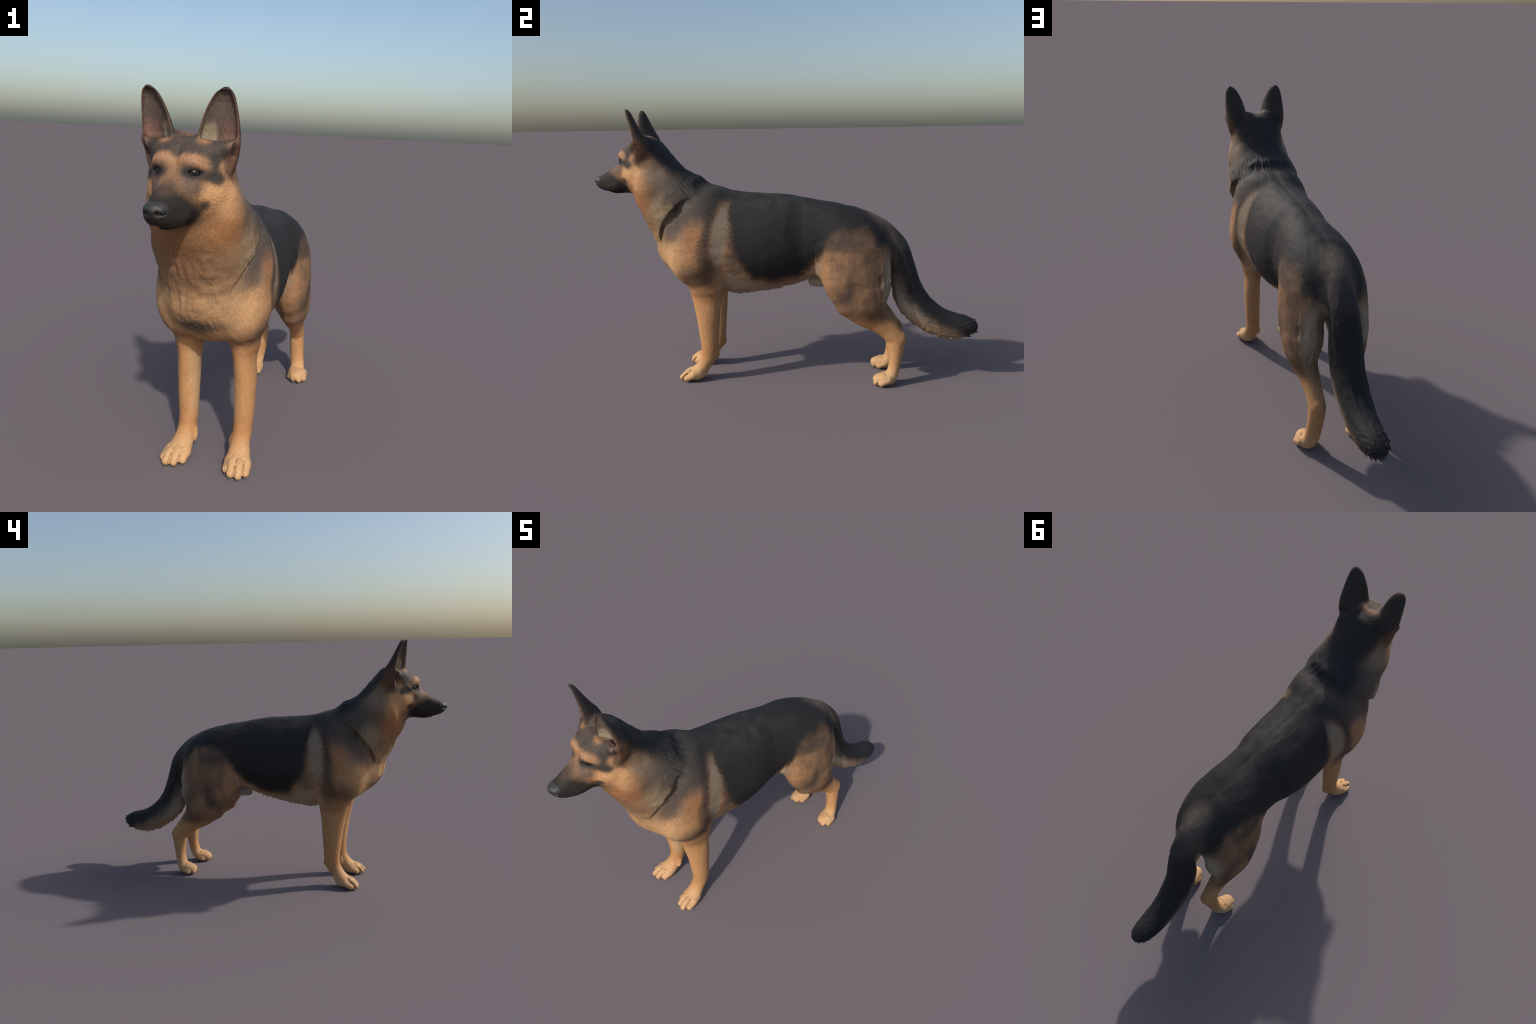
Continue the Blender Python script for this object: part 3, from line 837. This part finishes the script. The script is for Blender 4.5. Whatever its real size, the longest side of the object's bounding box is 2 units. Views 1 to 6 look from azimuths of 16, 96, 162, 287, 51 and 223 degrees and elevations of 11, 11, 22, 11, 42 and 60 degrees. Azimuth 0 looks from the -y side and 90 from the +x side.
    g.bsdf.inputs["Roughness"].default_value = 0.70
    g.bsdf.inputs["Specular IOR Level"].default_value = 0.25
    bump = g.node("ShaderNodeBump")
    bump.inputs["Strength"].default_value = 0.55
    bump.inputs["Distance"].default_value = 0.004
    g.t.links.new(fine, bump.inputs["Height"])
    g.t.links.new(bump.outputs[0], g.bsdf.inputs["Normal"])
    return g.mat


def nose_material():
    g = Net("nose_leather")
    P = g.node("ShaderNodeTexCoord").outputs["Object"]
    cells = g.node("ShaderNodeTexVoronoi", (P,))
    cells.inputs["Scale"].default_value = 420.0
    top = g.node("ShaderNodeSeparateXYZ", (P,)).outputs[2]
    col = g.mix((0.0165, 0.016, 0.016), (0.036, 0.0355, 0.035), g.ramp(top, 1.040, 1.062))  # upper nose lightened: sun and sky sheen baked into the base colour
    g.t.links.new(col, g.bsdf.inputs["Base Color"])
    g.bsdf.inputs["Roughness"].default_value = 0.55
    bump = g.node("ShaderNodeBump")
    bump.inputs["Strength"].default_value = 0.25
    bump.inputs["Distance"].default_value = 0.001
    g.t.links.new(cells.outputs["Distance"], bump.inputs["Height"])
    g.t.links.new(bump.outputs[0], g.bsdf.inputs["Normal"])
    return g.mat


def eye_material():
    g = Net("eye")
    P = g.node("ShaderNodeTexCoord").outputs["Object"]
    q = g.v("DOT_PRODUCT", g.v("NORMALIZE", P), (0.0, 0.0, 1.0))
    col = g.mix((0.012, 0.010, 0.009), (0.026, 0.021, 0.017), g.ramp(q, 0.78, 0.84))
    col = g.mix(col, (0.006, 0.006, 0.006), g.ramp(q, 0.915, 0.935))
    g.t.links.new(col, g.bsdf.inputs["Base Color"])
    g.bsdf.inputs["Roughness"].default_value = 0.18
    g.bsdf.inputs["Specular IOR Level"].default_value = 0.4
    return g.mat


def plain_material(name, colour, rough):
    g = Net(name)
    P = g.node("ShaderNodeTexCoord").outputs["Object"]
    n = g.noise(P, 90.0, 2.0)[0]
    g.t.links.new(g.mix(tuple(c * 0.8 for c in colour), tuple(c * 1.2 for c in colour), n), g.bsdf.inputs["Base Color"])
    g.bsdf.inputs["Roughness"].default_value = rough
    return g.mat


mat = coat_material()
nose_mat, eye_mat = nose_material(), eye_material()
claw_mat = plain_material("claw_horn", (0.10, 0.085, 0.070), 0.4)

root = bpy.data.objects.new("shepherd_dog", None)
bpy.context.scene.collection.objects.link(root)
root["label"] = "standing black and tan shepherd dog with pricked ears"
root["category"] = "dog"
root.empty_display_size = 0.2

VN = normals(V)


def add_part(name, faces, material):
    if not len(faces):
        return
    used, inv = np.unique(Q[faces], return_inverse=True)
    me = bpy.data.meshes.new(name)
    fq = inv.reshape(-1, 4)
    me.vertices.add(len(used))
    me.vertices.foreach_set("co", V[used].astype(np.float32).ravel())
    me.loops.add(fq.size)
    me.loops.foreach_set("vertex_index", fq.astype(np.int32).ravel())
    me.polygons.add(len(fq))
    me.polygons.foreach_set("loop_start", np.arange(0, fq.size, 4, dtype=np.int32))
    me.polygons.foreach_set("loop_total", np.full(len(fq), 4, np.int32))
    me.update(calc_edges=True)
    me.polygons.foreach_set("use_smooth", np.ones(len(fq), bool))
    me.normals_split_custom_set_from_vertices([tuple(n) for n in VN[used]])
    me.materials.append(material)
    ob = bpy.data.objects.new(name, me)
    bpy.context.scene.collection.objects.link(ob)
    ob.parent = root
    return ob


NAMES = {TORSO: "torso", NECK: "neck", HEAD: "head", NOSE: "nose", EAR: "ear", FORELEG: "foreleg", FOREFOOT: "front_foot",
         HINDLEG: "hind_leg", HINDFOOT: "hind_foot", TAIL: "tail"}
for r, nm in NAMES.items():
    if r in (EAR, FORELEG, FOREFOOT, HINDLEG, HINDFOOT):
        for sd in (left, ~left):
            add_part(nm, np.nonzero((region == r) & sd)[0], mat)
    else:
        add_part(nm, np.nonzero(region == r)[0], nose_mat if r == NOSE else mat)


def piece(name, verts, faces, material, smooth=True):
    me = bpy.data.meshes.new(name)
    me.from_pydata(verts, [], faces)
    me.polygons.foreach_set("use_smooth", [smooth] * len(me.polygons))
    me.materials.append(material)
    ob = bpy.data.objects.new(name, me)
    bpy.context.scene.collection.objects.link(ob)
    ob.parent = root
    return ob


# eyeballs, pupils looking along their local z
from mathutils import Vector
for sx in (1, -1):
    import bmesh
    bm = bmesh.new()
    bmesh.ops.create_uvsphere(bm, u_segments=48, v_segments=24, radius=EYE_R)
    me = bpy.data.meshes.new("eye")
    bm.to_mesh(me)
    bm.free()
    me.polygons.foreach_set("use_smooth", [True] * len(me.polygons))
    me.materials.append(eye_mat)
    e = bpy.data.objects.new("eye", me)
    bpy.context.scene.collection.objects.link(e)
    e.location = EYE_C * (sx, 1, 1)
    e.rotation_euler = Vector((EYE_F[0] * sx * 0.75, EYE_F[1], EYE_F[2])).to_track_quat("Z", "Y").to_euler()
    e.parent = root


def horn(base, tip, r, bend, sides=8, rings=6):
    """a tapering, slightly curved spike"""
    base, tip, bend = (np.array(q, float) for q in (base, tip, bend))
    axis = tip - base
    axis /= np.linalg.norm(axis)
    s1 = np.cross(axis, (0.3, 0.1, 0.95)); s1 /= np.linalg.norm(s1)
    s2 = np.cross(axis, s1)
    vs, fs = [], []
    for i in range(rings):
        t = i / (rings - 1)
        c = base + (tip - base) * t + bend * (t * (1 - t) * 4)
        k = r * (1 - t) ** 0.8
        if i == rings - 1:
            vs.append(tuple(c))
        else:
            vs += [tuple(c + k * (math.cos(a) * s1 + math.sin(a) * s2)) for a in np.arange(sides) * math.tau / sides]
    for i in range(rings - 2):
        for j in range(sides):
            a, b = i * sides + j, i * sides + (j + 1) % sides
            fs.append((a, b, b + sides, a + sides))
    last = len(vs) - 1
    for j in range(sides):
        fs.append(((rings - 2) * sides + j, (rings - 2) * sides + (j + 1) % sides, last))
    return vs, fs


for sx in (1, -1):
    for (tx, ty, tz, dx) in CLAWS:
        vs, fs = horn((sx * tx, ty, tz), (sx * (tx + dx), ty - 0.0050, 0.0030), 0.0034, (0, -0.0015, 0.0015))
        piece("claw", vs, fs, claw_mat)

# ragged tufts of fur: the end of the tail, its underside and the belly line
def join(name, shapes, material):
    vs, fs = [], []
    for v, f in shapes:
        o = len(vs)
        vs += v
        fs += [tuple(i + o for i in q) for q in f]
    ob = piece(name, vs, fs, material)
    ob["kind"] = "stuff"
    return ob


def surface_point(target):
    i = np.argmin(((V - target) ** 2).sum(1))
    return V[i], VN[i]


dark_fur = plain_material("dark_fur", (0.020, 0.019, 0.019), 0.7)
pale_fur = plain_material("pale_fur", (0.34, 0.225, 0.125), 0.7)
locks = []
for i in range(90):
    a = RNG.uniform(0, math.tau)
    r = math.sqrt(RNG.uniform(0.05, 1.0))
    base = np.array([0.048 * r * math.cos(a), 0.985 - 0.050 * r * r + RNG.uniform(-0.015, 0.004), 0.288 + 0.046 * r * math.sin(a)])
    q, n = surface_point(base)
    dirn = np.array([n[0] * 0.22, 1.0, -0.12 + n[2] * 0.18])
    dirn /= np.linalg.norm(dirn)
    L_ = min(RNG.uniform(0.006, 0.022), 0.997 - q[1])
    locks.append(horn(q - dirn * 0.020, q + dirn * L_ + np.array([0, 0, -0.004]), RNG.uniform(0.0028, 0.0055), RNG.normal(0, 0.004, 3), 6, 5))
join("tail_tuft", locks, dark_fur)
locks = []
for i in range(110):
    t = RNG.uniform(0, 1)
    ang = math.radians(-152 + 62 * t)
    rr = 0.470
    y, z = 0.93 + rr * math.cos(ang), 0.68 + rr * math.sin(ang)
    q, n = surface_point(np.array([RNG.normal(0, 0.018), y, z]))
    along = np.array([0, -math.sin(ang), math.cos(ang)])
    dirn = n * 0.55 + along * 0.9 + RNG.normal(0, 0.12, 3)
    dirn /= np.linalg.norm(dirn)
    L_ = RNG.uniform(0.008, 0.018)
    locks.append(horn(q - dirn * 0.012, q + dirn * L_, RNG.uniform(0.0035, 0.007), RNG.normal(0, 0.0015, 3), 6, 5))
q, n = surface_point(np.array([0.012, 0.845, 0.215]))
locks.append(horn(q + np.array([0, 0, 0.01]), q + np.array([0.006, 0.006, -0.024]), 0.006, (0, -0.004, 0), 6, 5))
join("tail_fringe", locks, pale_fur)
locks = []
for i in range(90):
    y = RNG.uniform(-0.28, 0.11)
    q, n = surface_point(np.array([RNG.normal(0, 0.025), y, float(np.interp(y, [-0.30, -0.245, -0.09, 0.0, 0.11], [0.455, 0.446, 0.470, 0.490, 0.525]))]))
    dirn = n * 0.7 + np.array([0, 0.8, -0.1]) + RNG.normal(0, 0.12, 3)
    dirn /= np.linalg.norm(dirn)
    locks.append(horn(q - dirn * 0.012, q + dirn * RNG.uniform(0.005, 0.012), RNG.uniform(0.003, 0.006), RNG.normal(0, 0.001, 3), 6, 5))
join("belly_fringe", locks, plain_material("belly_fur", (0.33, 0.235, 0.150), 0.7))
